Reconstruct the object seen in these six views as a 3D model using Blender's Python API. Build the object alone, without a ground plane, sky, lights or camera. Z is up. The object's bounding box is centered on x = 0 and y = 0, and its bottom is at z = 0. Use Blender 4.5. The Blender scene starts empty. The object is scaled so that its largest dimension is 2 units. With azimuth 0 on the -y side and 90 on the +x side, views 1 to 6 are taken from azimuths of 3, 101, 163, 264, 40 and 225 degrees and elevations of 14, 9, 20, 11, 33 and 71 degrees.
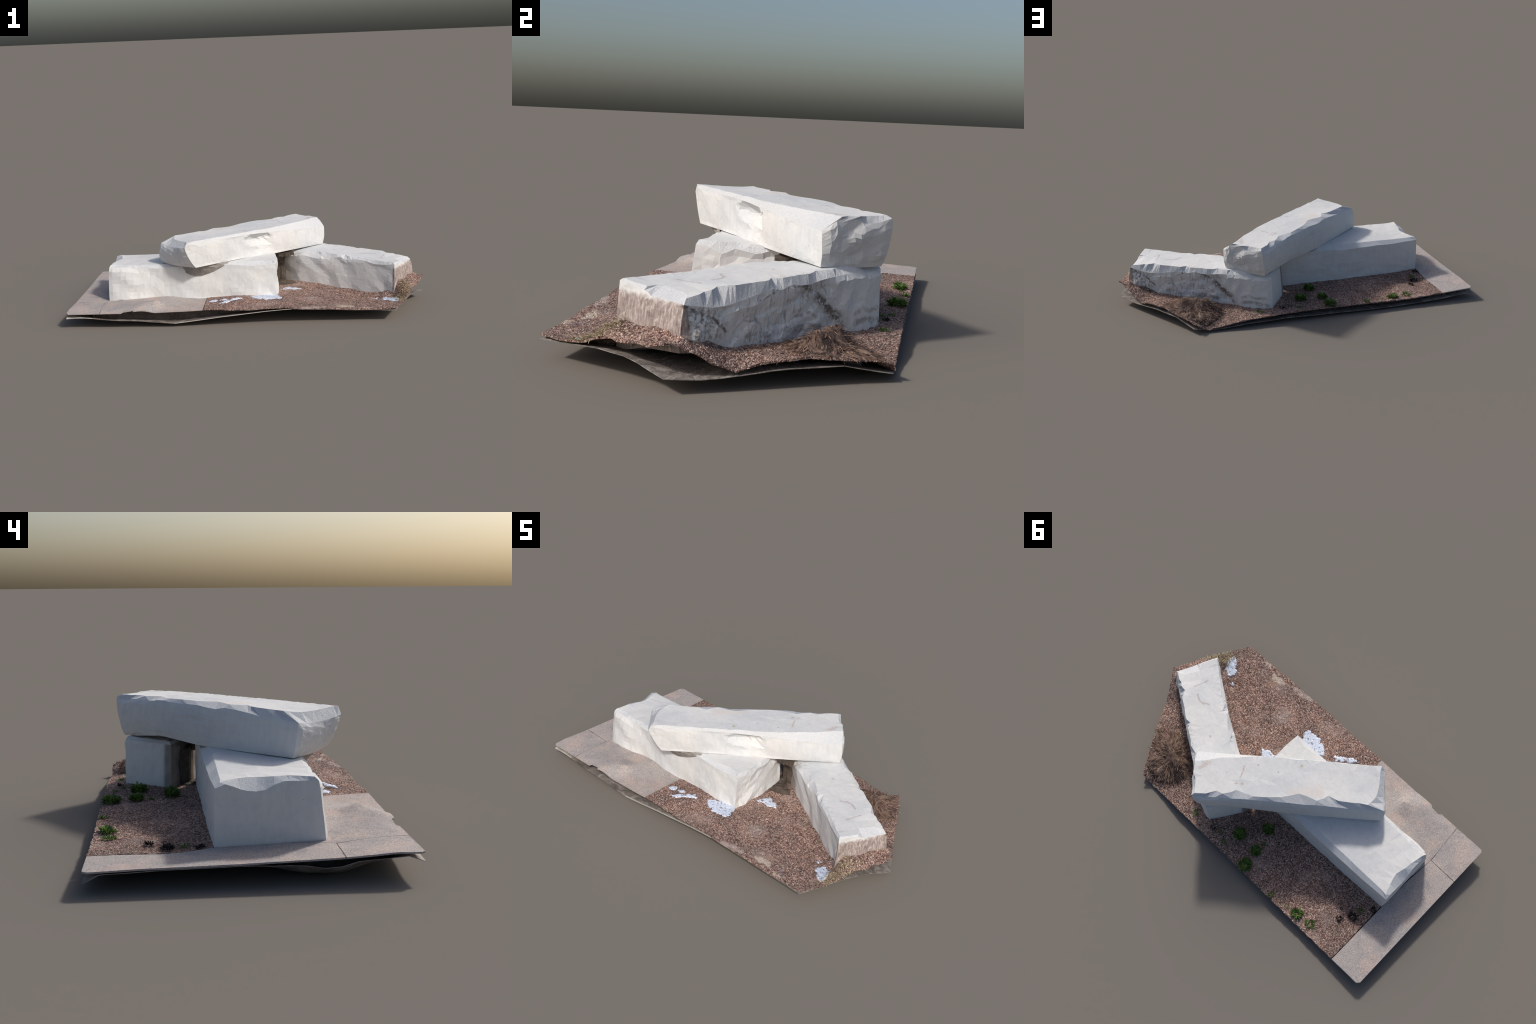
import bpy, bmesh, math, random
import numpy as np
from mathutils import Vector, noise
from mathutils.geometry import delaunay_2d_cdt

SEED = 11
COL = bpy.context.scene.collection

# ------------------------------------------------------------------ helpers
def rbf(points):
    """Smooth height field through sparse (x, y, z) control points (linear kernel + plane)."""
    p = np.array(points, float)
    n = len(p)
    d = np.hypot(p[:, None, 0] - p[None, :, 0], p[:, None, 1] - p[None, :, 1])
    a = np.zeros((n + 3, n + 3))
    a[:n, :n] = -d + np.eye(n) * 1e-6
    a[:n, n] = 1
    a[:n, n + 1:n + 3] = p[:, :2]
    a[n, :n] = 1
    a[n + 1:n + 3, :n] = p[:, :2].T
    w = np.linalg.solve(a, np.concatenate([p[:, 2], np.zeros(3)]))

    def f(x, y):
        x = np.asarray(x, float); y = np.asarray(y, float)
        dd = np.hypot(x[..., None] - p[:, 0], y[..., None] - p[:, 1])
        return -(dd @ w[:n]) + w[n] + w[n + 1] * x + w[n + 2] * y
    return f


def nz(x, y, z=0.0, s=1.0):
    return noise.noise(Vector((x * s, y * s, z * s)))


def in_poly(x, y, poly):
    c = False
    j = len(poly) - 1
    for i in range(len(poly)):
        xi, yi = poly[i]; xj, yj = poly[j]
        if (yi > y) != (yj > y) and x < (xj - xi) * (y - yi) / (yj - yi) + xi:
            c = not c
        j = i
    return c


def edge_dist(x, y, poly):
    best = 9.0
    for i in range(len(poly)):
        ax, ay = poly[i]; bx, by = poly[(i + 1) % len(poly)]
        dx, dy = bx - ax, by - ay
        t = max(0, min(1, ((x - ax) * dx + (y - ay) * dy) / (dx * dx + dy * dy + 1e-12)))
        best = min(best, math.hypot(x - ax - t * dx, y - ay - t * dy))
    return best


def densify(poly, step, rag=0.0, rng=None):
    out = []
    for i in range(len(poly)):
        a, b = poly[i], poly[(i + 1) % len(poly)]
        L = math.hypot(b[0] - a[0], b[1] - a[1])
        k = max(1, int(round(L / step)))
        for j in range(k):
            t = j / k
            x, y = a[0] + (b[0] - a[0]) * t, a[1] + (b[1] - a[1]) * t
            if rag and (j or rag > 0.003):
                nx, ny = (b[1] - a[1]) / (L + 1e-9), -(b[0] - a[0]) / (L + 1e-9)
                r = rag * (nz(x, y, 3.0, 40) * 1.2 + rng.uniform(-.5, .5))
                x += nx * r; y += ny * r
            out.append((x, y))
    return out


def fill(poly, step, rng, margin=0.45):
    """Triangulate a polygon with jittered interior points; returns 2D points, triangles, boundary count."""
    xs = [p[0] for p in poly]; ys = [p[1] for p in poly]
    pts = list(poly)
    y = min(ys) + step * .5
    row = 0
    while y < max(ys):
        x = min(xs) + step * (.5 if row % 2 else 1.0)
        while x < max(xs):
            px, py = x + rng.uniform(-.3, .3) * step, y + rng.uniform(-.3, .3) * step
            if in_poly(px, py, poly) and edge_dist(px, py, poly) > margin * step:
                pts.append((px, py))
            x += step
        y += step * .87
        row += 1
    n = len(poly)
    v, e, f, vo, _, _ = delaunay_2d_cdt([Vector(p) for p in pts], [(i, (i + 1) % n) for i in range(n)], [], 1, 1e-7)
    tris = []
    for t in f:
        if len(t) == 3:
            a, b, c = (v[i] for i in t)
            if (b.x - a.x) * (c.y - a.y) - (b.y - a.y) * (c.x - a.x) < 0:
                t = (t[0], t[2], t[1])
            tris.append(tuple(t))
    return [(p.x, p.y) for p in v], tris


def add(name, verts, faces, mats, parent, smooth=False, mat_index=None, kind=None):
    me = bpy.data.meshes.new(name)
    me.from_pydata([tuple(map(float, v)) for v in verts], [], faces)
    for m in mats:
        me.materials.append(m)
    if mat_index:
        me.polygons.foreach_set("material_index", mat_index)
    me.polygons.foreach_set("use_smooth", [smooth] * len(me.polygons))
    me.validate()
    me.update()
    ob = bpy.data.objects.new(name, me)
    COL.objects.link(ob)
    ob.parent = parent
    if kind:
        ob["kind"] = kind
    return ob


def slab(name, poly, top, bottom, step, mat, parent, rng, smooth=False):
    """Solid sheet: top(x,y) and bottom(x,y) height functions over a polygon, closed by a rim."""
    p2, tris = fill(poly, step, rng)
    n = len(p2)
    X = np.array([p[0] for p in p2]); Y = np.array([p[1] for p in p2])
    zt, zb = top(X, Y), bottom(X, Y)
    zb = np.maximum(zb, 0.0)
    zt = np.maximum(zt, zb + 0.0015)
    verts = [(X[i], Y[i], zt[i]) for i in range(n)] + [(X[i], Y[i], zb[i]) for i in range(n)]
    faces = list(tris) + [(c + n, b + n, a + n) for a, b, c in tris]
    ed = {}
    for t in tris:
        for i in range(3):
            ed[(t[i], t[(i + 1) % 3])] = 1
    for (a, b) in list(ed):
        if (b, a) not in ed:
            faces.append((b, a, a + n, b + n))
    return add(name, verts, faces, [mat], parent, smooth)


# ------------------------------------------------------------------ node helpers
class NT:
    def __init__(self, name):
        self.m = bpy.data.materials.new(name)
        self.m.use_nodes = True
        self.t = self.m.node_tree
        self.bsdf = self.t.nodes["Principled BSDF"]
        self.bsdf.inputs["Specular IOR Level"].default_value = 0.25
        self.co = self.n("ShaderNodeTexCoord").outputs["Object"]

    def n(self, typ, **kw):
        nd = self.t.nodes.new(typ)
        for k, v in kw.items():
            setattr(nd, k, v)
        return nd

    def set(self, sock, v):
        if isinstance(v, bpy.types.NodeSocket):
            self.t.links.new(v, sock)
        elif isinstance(v, (tuple, list)) and len(v) == 3 and sock.type == "RGBA":
            sock.default_value = (*v, 1)
        else:
            sock.default_value = v

    def math(self, op, a, b=0.0, c=0.0, clamp=False):
        nd = self.n("ShaderNodeMath", operation=op, use_clamp=clamp)
        for i, v in enumerate((a, b, c)):
            self.set(nd.inputs[i], v)
        return nd.outputs[0]

    def vec(self, op, a, b=(0, 0, 0), out=0, scale=None):
        nd = self.n("ShaderNodeVectorMath", operation=op)
        self.set(nd.inputs[0], a); self.set(nd.inputs[1], b)
        if scale is not None:
            self.set(nd.inputs["Scale"], scale)
        return nd.outputs[out]

    def noise(self, scale, detail=3, rough=.55, co=None, dist=0.0, out=0):
        nd = self.n("ShaderNodeTexNoise")
        self.set(nd.inputs["Vector"], co or self.co)
        nd.inputs["Scale"].default_value = scale
        nd.inputs["Detail"].default_value = detail
        nd.inputs["Roughness"].default_value = rough
        nd.inputs["Distortion"].default_value = dist
        return nd.outputs[out]

    def voronoi(self, scale, out="Color", co=None, rnd=1.0, feature="F1"):
        nd = self.n("ShaderNodeTexVoronoi", feature=feature)
        self.set(nd.inputs["Vector"], co or self.co)
        nd.inputs["Scale"].default_value = scale
        nd.inputs["Randomness"].default_value = rnd
        return nd.outputs[out]

    def ramp(self, fac, stops, interp="LINEAR"):
        nd = self.n("ShaderNodeValToRGB")
        cr = nd.color_ramp
        cr.interpolation = interp
        while len(cr.elements) < len(stops):
            cr.elements.new(0.5)
        for e, (p, c) in zip(cr.elements, stops):
            e.position = p
            e.color = (*c, 1) if isinstance(c, (tuple, list)) else (c, c, c, 1)
        self.set(nd.inputs[0], fac)
        return nd.outputs[0]

    def smooth(self, v, lo, hi):
        nd = self.n("ShaderNodeMapRange", interpolation_type="SMOOTHSTEP")
        self.set(nd.inputs[0], v)
        nd.inputs[1].default_value = lo; nd.inputs[2].default_value = hi
        return nd.outputs[0]

    def mix(self, fac, a, b, mode="MIX"):
        nd = self.n("ShaderNodeMix", data_type="RGBA", blend_type=mode)
        self.set(nd.inputs[0], fac); self.set(nd.inputs[6], a); self.set(nd.inputs[7], b)
        return nd.outputs[2]

    def warp(self, scale, amount, detail=2):
        c = self.noise(scale, detail, out=1)
        return self.vec("ADD", self.co, self.vec("SCALE", self.vec("SUBTRACT", c, (.5, .5, .5)), scale=amount))

    def line_dist(self, pts, co):
        """Distance from the surface point to a polyline (distance to a point if only one)."""
        res = None
        if len(pts) == 1:
            return self.vec("DISTANCE", co, tuple(pts[0]), out=1)
        for a, b in zip(pts, pts[1:]):
            a, b = Vector(a), Vector(b)
            ab = b - a
            pa = self.vec("SUBTRACT", co, tuple(a))
            t = self.math("MULTIPLY", self.vec("DOT_PRODUCT", pa, tuple(ab), out=1), 1.0 / max(ab.length_squared, 1e-9), clamp=True)
            d = self.vec("LENGTH", self.vec("SUBTRACT", pa, self.vec("SCALE", tuple(ab), scale=t)), out=1)
            res = d if res is None else self.math("MINIMUM", res, d)
        return res

    def stroke(self, base, pts, w, colour, strength=1.0, soft=.6, co=None, breakup=None):
        d = self.line_dist(pts, co or self.co)
        m = self.math("SUBTRACT", 1.0, self.smooth(d, w * (1 - soft), w * (1 + soft)))
        if breakup is not None:
            m = self.math("MULTIPLY", m, breakup)
        return self.mix(self.math("MULTIPLY", m, strength), base, colour)

    def finish(self, colour, rough=.85, height=None, strength=.3, dist=.01):
        self.set(self.bsdf.inputs["Base Color"], colour)
        self.set(self.bsdf.inputs["Roughness"], rough)
        if height is not None:
            b = self.n("ShaderNodeBump")
            b.inputs["Strength"].default_value = strength
            b.inputs["Distance"].default_value = dist
            self.set(b.inputs["Height"], height)
            self.t.links.new(b.outputs[0], self.bsdf.inputs["Normal"])
        return self.m


# ------------------------------------------------------------------ materials
def marble(name, strokes=(), fresh=False, stain_east=False, dirty_end=False, flank=()):
    t = NT(name)
    big = t.noise(3.5, 4, .6)
    mid = t.noise(22, 4, .6)
    c = t.ramp(big, [(.3, (.59, .605, .62)), (.5, (.672, .668, .662)), (.72, (.71, .695, .675))])  # grey lowered as a compromise between bright tops and baked shade on faces
    c = t.mix(t.math("MULTIPLY", t.smooth(mid, .50, .72), .35), c, (.54, .56, .59))
    # saw marks: faint streaks that run down the sides
    saw = t.noise(1.0, 4, .6, co=t.vec("MULTIPLY", t.warp(9, .06), (55, 55, 9)))
    c = t.mix(1.0, c, t.ramp(saw, [(.3, (.94, .94, .95)), (.7, (1.03, 1.03, 1.02))]), "MULTIPLY")
    # faint rusty veils
    veil = t.smooth(t.noise(7, 5, .65, co=t.vec("MULTIPLY", t.co, (1, 2.2, 1))), .57, .8)
    c = t.mix(t.math("MULTIPLY", veil, .17), c, (.60, .53, .48))
    # pin-point specks
    sp = t.math("LESS_THAN", t.voronoi(38, "Distance"), .07)
    gate = t.smooth(t.noise(9, 1), .55, .62)
    c = t.mix(t.math("MULTIPLY", t.math("MULTIPLY", sp, gate), .7), c, (.26, .22, .19))
    h = t.math("ADD", t.math("MULTIPLY", t.noise(60, 5, .65), .6), t.math("MULTIPLY", t.noise(300, 3, .7), .25))
    s = .18
    if fresh:
        grain = t.noise(260, 4, .8)
        c = t.mix(t.smooth(grain, .35, .65), (.58, .595, .62), (.74, .745, .755))
        h = t.math("ADD", h, t.math("MULTIPLY", grain, .9))
        s = .6
    wob = t.warp(38, .014)
    brk = t.smooth(t.noise(120, 4, .7), .30, .55)
    if stain_east:
        # brown lichen speckle and streaks, restricted to the weathered east flank
        x = t.vec("DOT_PRODUCT", t.co, (.526, .851, 0), out=1)      # distance across the block
        side = t.smooth(x, .45, .468)
        streak = t.noise(1.0, 5, .7, co=t.vec("MULTIPLY", t.co, (95, 95, 22)))
        along = t.vec("DOT_PRODUCT", t.co, (.851, -.526, 0), out=1)
        patch = t.math("MULTIPLY", t.smooth(t.noise(11, 4, .7), .42, .62), t.smooth(along, .05, .5))
        m = t.math("MULTIPLY", t.math("MULTIPLY", t.smooth(streak, .50, .60), patch), side)
        c = t.mix(t.math("MULTIPLY", m, .75), c, (.10, .075, .06))
        crust = t.math("MULTIPLY", t.math("MULTIPLY", t.smooth(t.noise(70, 5, .75), .47, .6), t.smooth(along, .62, .74)), side)
        c = t.mix(t.math("MULTIPLY", crust, .7), c, (.11, .085, .07))
    if dirty_end:
        # shadow of the gap between the supports, painted brown on the inner flank
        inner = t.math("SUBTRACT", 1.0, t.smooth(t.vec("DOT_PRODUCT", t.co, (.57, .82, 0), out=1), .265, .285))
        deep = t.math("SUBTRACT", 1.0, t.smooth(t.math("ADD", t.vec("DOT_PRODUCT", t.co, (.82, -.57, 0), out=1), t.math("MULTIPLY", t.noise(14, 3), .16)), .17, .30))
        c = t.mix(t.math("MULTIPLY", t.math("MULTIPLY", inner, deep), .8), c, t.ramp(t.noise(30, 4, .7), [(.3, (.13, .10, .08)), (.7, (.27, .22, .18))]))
        # gravel dust washed down the south end
        along = t.vec("DOT_PRODUCT", t.co, (.886, -.463, 0), out=1)
        endm = t.smooth(along, .822, .832)
        streak = t.noise(1.0, 4, .65, co=t.vec("MULTIPLY", t.co, (150, 150, 26)))
        dirt = t.ramp(streak, [(.33, (.10, .07, .06)), (.5, (.26, .19, .165)), (.66, (.46, .38, .35))])
        low = t.math("SUBTRACT", 1.0, t.smooth(t.math("ADD", t.vec("DOT_PRODUCT", t.co, (0, 0, 1), out=1), t.math("MULTIPLY", t.noise(50, 3), .03)), .232, .252))
        c = t.mix(t.math("MULTIPLY", t.math("MULTIPLY", endm, low), .85), c, dirt)
    for pts, w, col, stg, broken in strokes:
        c = t.stroke(c, pts, w, col, stg, .55, wob if broken else t.co, brk if broken else None)
    if flank:
        # marks on the upright east flank: distances measured within the plane of the flank only
        nrm = Vector((.526, .851, 0))
        gate = t.smooth(t.vec("DOT_PRODUCT", t.co, tuple(nrm), out=1), .44, .455)
        flatco = t.vec("SUBTRACT", wob, t.vec("SCALE", tuple(nrm), scale=t.vec("DOT_PRODUCT", wob, tuple(nrm), out=1)))
        g2 = t.math("MULTIPLY", t.math("MULTIPLY", gate, t.smooth(t.noise(34, 4, .75), .36, .56)), t.math("ADD", t.math("MULTIPLY", brk, .6), .4))
        wob = t.warp(26, .026, 3)
        for pts, w, col, stg in flank:
            fp = [Vector(p) - nrm * Vector(p).dot(nrm) for p in pts]
            c = t.stroke(c, fp, w, col, stg, .6, flatco, g2)
    return t.finish(c, .72, h, s, .006)


def gravel_colour(t, tone=(1, 1, 1)):
    co = t.warp(60, .012)
    cells = t.voronoi(225, "Color", co)
    sep = t.n("ShaderNodeSeparateColor")
    t.set(sep.inputs[0], cells)
    c = t.ramp(sep.outputs[0], [(.0, (.045, .03, .026)), (.22, (.15, .095, .08)), (.45, (.25, .165, .14)), (.68, (.37, .255, .215)), (.88, (.52, .40, .345)), (1., (.60, .54, .50))])
    gap = t.smooth(t.voronoi(225, "Distance", co), .35, .75)
    c = t.mix(t.math("MULTIPLY", gap, .45), c, (.06, .038, .033))
    big = t.noise(9, 4, .6)
    c = t.mix(1.0, c, t.ramp(big, [(.3, (.80, .78, .78)), (.5, (1.10, 1.02, .99)), (.66, (1.42, 1.29, 1.22))]), "MULTIPLY")
    c = t.mix(t.math("MULTIPLY", t.smooth(t.noise(6.5, 4, .65), .54, .72), .38), c, (.47, .37, .33))
    fleck = t.noise(55, 4, .7)
    c = t.mix(t.math("MULTIPLY", t.smooth(fleck, .55, .7), .45), c, (.10, .07, .062))
    h = t.math("SUBTRACT", t.math("MULTIPLY", sep.outputs[1], .5), t.voronoi(225, "Distance", co))
    return c, h


def mat_gravel():
    t = NT("pink_gravel")
    c, h = gravel_colour(t)
    wob = t.warp(30, .05)
    brk = t.smooth(t.noise(90, 4, .7), .35, .6)
    pale, grey, cream = (.55, .46, .42), (.30, .25, .235), (.62, .54, .45)
    for pts, w, col, s in [([(.344, -.30, .085)], .045, pale, .55), ([(.474, -.427, .085)], .04, grey, .7),
                           ([(.50, -.455, .085), (.555, -.45, .085)], .014, cream, .95),
                           ([(.625, -.483, .085), (.672, -.478, .085)], .008, cream, .9),
                           ([(.40, -.475, .085), (.30, -.49, .09)], .014, pale, .6),
                           ([(.55, -.40, .085), (.53, -.44, .085)], .025, (.42, .30, .23), .6),
                           ([(.60, -.44, .085), (.66, -.455, .085)], .012, (.20, .18, .20), .6)]:
        c = t.stroke(c, pts, w, col, s, .7, wob, brk if w > .02 else None)
    return t.finish(c, .95, h, .7, .006)


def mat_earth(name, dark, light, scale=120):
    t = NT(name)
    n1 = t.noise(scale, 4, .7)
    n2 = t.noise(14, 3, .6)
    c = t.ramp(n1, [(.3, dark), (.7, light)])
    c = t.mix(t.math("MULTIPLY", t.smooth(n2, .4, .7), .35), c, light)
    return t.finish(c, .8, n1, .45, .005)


def mat_paving():
    t = NT("granite_paving")
    g = t.noise(190, 4, .75)
    c = t.ramp(g, [(.28, (.19, .17, .165)), (.47, (.36, .325, .31)), (.6, (.46, .415, .395)), (.78, (.60, .55, .52))])
    b = t.noise(8, 4, .6)
    c = t.mix(t.math("MULTIPLY", t.smooth(b, .42, .62), .75), c, t.mix(1., c, (1.24, 1.10, 1.03), "MULTIPLY"))
    c = t.mix(t.math("MULTIPLY", t.smooth(t.noise(15, 4, .65), .48, .66), .6), c, t.mix(1., c, (.80, .81, .86), "MULTIPLY"))
    wob = t.warp(60, .004)
    for pts in ([(-.815, -.5, .089), (-.832, -.266, .077)], [(-.832, -.266, .077), (-1, -.262, .082)]):
        c = t.stroke(c, pts, .0022, (.10, .09, .085), .75, .6, wob)
    return t.finish(c, .88, g, .3, .003)


def mat_snow():
    t = NT("old_snow")
    n = t.noise(140, 4, .7)
    c = t.ramp(n, [(.28, (.30, .36, .52)), (.46, (.55, .62, .76)), (.7, (.82, .86, .92))])  # blue tint carries the cool shade baked over these patches
    sp = t.smooth(t.noise(75, 4, .75), .57, .61)
    c = t.mix(sp, c, (.13, .09, .075))
    return t.finish(c, .6, n, .5, .004)


def mat_streak(name, stops, centre, k=5.0, strokes=()):
    """Fibrous brown streaks running down from a centre."""
    t = NT(name)
    d = t.vec("SUBTRACT", t.warp(14, .11, 4), centre)
    s = t.n("ShaderNodeSeparateXYZ")
    t.set(s.inputs[0], d)
    ang = t.math("ARCTAN2", s.outputs[1], s.outputs[0])
    cb = t.n("ShaderNodeCombineXYZ")
    t.set(cb.inputs[0], t.math("MULTIPLY", ang, k))
    t.set(cb.inputs[1], t.math("MULTIPLY", t.vec("LENGTH", d, out=1), 9.0))
    n = t.noise(1.6, 5, .65, co=cb.outputs[0])
    c = t.ramp(n, stops)
    for pts, w, col, stg in strokes:
        c = t.stroke(c, pts, w, col, stg, .5)
    return t.finish(c, .9, n, .6, .008)


def mat_plain(name, a, b, scale=60, rough=.8, translucent=0.0):
    t = NT(name)
    isl = t.n("ShaderNodeNewGeometry").outputs["Random Per Island"]
    f = t.math("ADD", t.math("MULTIPLY", isl, .7), t.math("MULTIPLY", t.noise(scale, 2), .3))
    c = t.ramp(f, [(.15, a), (.85, b)])
    t.finish(c, rough)
    if translucent:
        tr = t.n("ShaderNodeBsdfTranslucent")
        t.set(tr.inputs[0], c)
        mx = t.n("ShaderNodeMixShader")
        mx.inputs[0].default_value = translucent
        t.t.links.new(t.bsdf.outputs[0], mx.inputs[1])
        t.t.links.new(tr.outputs[0], mx.inputs[2])
        t.t.links.new(mx.outputs[0], t.t.nodes["Material Output"].inputs[0])
    return t.m


RUST, BROWN, DARK, GREY = (.50, .33, .26), (.26, .18, .13), (.085, .06, .048), (.33, .30, .27)
lintel_strokes = [
    ([(.187, .142, .43), (.160, .199, .43)], .0045, (.47, .34, .28), .75, True),
    ([(.159, .249, .43), (.148, .238, .43)], .004, RUST, .8, True),
    ([(.127, .218, .43)], .006, RUST, .7, True), ([(.229, .231, .43)], .006, RUST, .6, True),
    ([(.103, .259, .43), (.10, .267, .43)], .003, RUST, .6, True),
    ([(.337, .257, .43), (.348, .308, .43)], .012, RUST, .5, True),
    ([(-.028, -.069, .43)], .006, BROWN, .7, False), ([(-.028, -.069, .43)], .014, (.55, .50, .40), .5, True),
    ([(.036, .042, .43)], .003, DARK, .8, False), ([(.14, .087, .43)], .005, GREY, .6, False),
    ([(-.18, -.066, .43), (-.187, -.05, .43)], .004, RUST, .6, True),
    ([(-.271, -.023, .43)], .004, BROWN, .6, False), ([(-.191, .013, .43)], .0035, BROWN, .6, False),
    ([(-.07, .024, .43), (-.078, .03, .43)], .0025, BROWN, .6, False),
    ([(-.10, .07, .43), (-.19, -.03, .43)], .03, (.66, .57, .51), .45, True),
]
VEIN = (.12, .09, .075)
flank_strokes = [
    ([(.606, .175, .238), (.518, .229, .215), (.454, .27, .155), (.394, .307, .088)], .026, (.36, .32, .29), .55),
    ([(.606, .175, .238), (.563, .201, .237), (.518, .229, .217), (.486, .249, .189), (.454, .27, .155), (.42, .291, .12), (.394, .307, .088)], .009, VEIN, .9),
    ([(.490, .247, .185), (.444, .275, .140), (.410, .297, .112)], .015, VEIN, .8),
    ([(.606, .175, .238), (.64, .153, .228), (.70, .115, .205)], .003, VEIN, .7),
    ([(.937, -.031, .226), (.922, -.022, .214), (.888, -.001, .198), (.846, .025, .176), (.808, .049, .136)], .005, DARK, .85),
    ([(.748, .087, .156), (.705, .113, .147), (.653, .145, .112)], .0035, VEIN, .4),
    ([(.703, .114, .227), (.744, .089, .165), (.783, .064, .129)], .003, VEIN, .3),
    ([(.355, .331, .116), (.315, .356, .129), (.28, .378, .117), (.241, .402, .121)], .007, (.22, .17, .14), .55),
    ([(.349, .335, .088), (.307, .361, .094), (.228, .41, .076)], .010, VEIN, .6),
    ([(.60, .175, .105), (.514, .232, .10), (.48, .253, .097)], .011, VEIN, .65),
    ([(.74, .09, .11), (.66, .14, .105)], .010, VEIN, .5),
    ([(.568, .198, .143), (.546, .212, .137)], .006, VEIN, .45),
    ([(.528, .223, .147), (.498, .242, .132)], .005, VEIN, .45),
    ([(.491, .247, .248), (.456, .268, .191)], .0025, (.24, .19, .16), .6),
]
east_strokes = [
    ([(.73, -.013, .258), (.697, .004, .258), (.668, .005, .258), (.64, -.013, .258)], .0045, (.36, .28, .23), .65, True),
    ([(.777, -.036, .258), (.755, -.087, .258), (.749, -.108, .258)], .005, (.40, .28, .23), .6, True),
    ([(.672, -.119, .258), (.638, -.118, .258)], .0025, (.36, .26, .21), .7, True),
    ([(.494, .115, .258)], .006, (.33, .27, .22), .8, False),
]
west_strokes = [
    ([(-.46, -.245, .255), (-.475, -.245, .17), (-.488, -.245, .10)], .0015, DARK, .7, False),
    ([(.172, -.17, .27), (.168, -.17, .10)], .0014, DARK, .5, False),
    ([(.09, -.25, .20), (.105, -.25, .16)], .008, (.48, .42, .38), .5, True),
]
M_LINTEL = marble("white_marble_lintel", lintel_strokes)
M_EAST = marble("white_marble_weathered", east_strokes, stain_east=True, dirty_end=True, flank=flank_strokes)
M_WEST = marble("white_marble_support", west_strokes)
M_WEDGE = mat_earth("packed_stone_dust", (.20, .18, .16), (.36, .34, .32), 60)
M_FRESH = marble("chipped_marble", fresh=True)
M_GRAVEL = mat_gravel()
M_PAVE = mat_paving()
M_SNOW = mat_snow()
M_UNDER = mat_streak("dusty_underside", [(.3, (.10, .085, .08)), (.5, (.22, .19, .175)), (.7, (.42, .39, .36))], (.55, .0, .0), 14,
                     [([(-1, -.5, .062), (-.87, -.5, .062)], .012, (.50, .47, .42), .9), ([(-.40, -.5, .018), (-.157, -.5, .048), (.22, -.5, .082)], .010, (.55, .52, .47), .9)])
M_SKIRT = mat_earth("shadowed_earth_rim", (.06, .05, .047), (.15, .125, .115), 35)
M_RUBBLE = mat_earth("packed_rubble", (.035, .028, .023), (.12, .095, .078), 45)  # near-black tones paint in the gloom of the gap under the lintel
M_BRUSH = mat_streak("dry_brush", [(.30, (.022, .014, .012)), (.44, (.10, .062, .05)), (.56, (.20, .135, .105)), (.72, (.40, .31, .24))], (.61, .33, .14), 5)
M_LEAF = mat_plain("weed_leaf", (.035, .085, .02), (.20, .31, .07), 90, .6, .25)
M_DEAD = mat_plain("dead_leaf", (.012, .010, .010), (.05, .04, .035), 90)
M_STRAW = mat_plain("dry_straw", (.16, .11, .07), (.72, .62, .42), 60)
M_STRAND = mat_plain("brush_strand", (.04, .022, .016), (.38, .25, .185), 60)
M_STONE = mat_plain("gravel_stone", (.12, .075, .062), (.56, .40, .335), 200, .9)

# ------------------------------------------------------------------ root
root = bpy.data.objects.new("marble_block_sculpture", None)
root.empty_display_size = .2
COL.objects.link(root)
root["label"] = "three rough white marble blocks stacked on pink gravel"
root["category"] = "stone sculpture"

# ------------------------------------------------------------------ ground heights
front_top = [(-.998, -.5, .089), (-.70, -.5, .087), (-.639, -.5, .094), (-.515, -.5, .086), (-.416, -.5, .09), (-.298, -.5, .093), (-.199, -.5, .097), (-.10, -.5, .089),
             (.002, -.5, .088), (.198, -.5, .096), (.268, -.5, .088), (.431, -.5, .084), (.587, -.5, .076), (.757, -.5, .075), (.806, -.49, .08)]
back_top = [(.67, .5, .055), (.625, .5, .028), (.6, .5, .012), (.513, .5, .024), (.361, .5, .045), (.3, .5, .046), (.051, .5, .055), (-.335, .5, .052), (-.807, .5, .056), (-.992, .5, .065)]
west_top = [(-1, .345, .07), (-1, .229, .071), (-1, .03, .074), (-1, -.259, .082), (-1, -.42, .092)]
ne_top = [(.984, -.042, .134), (.968, -.016, .12), (.932, .047, .08), (.9, .103, .056), (.865, .163, .074), (.836, .214, .079), (.798, .28, .084), (.753, .357, .075), (.689, .467, .066)]
se_top = [(.882, -.321, .092), (.906, -.268, .112), (.935, -.209, .117), (.951, -.174, .120), (.98, -.109, .124), (1.0, -.062, .138)]
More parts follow.
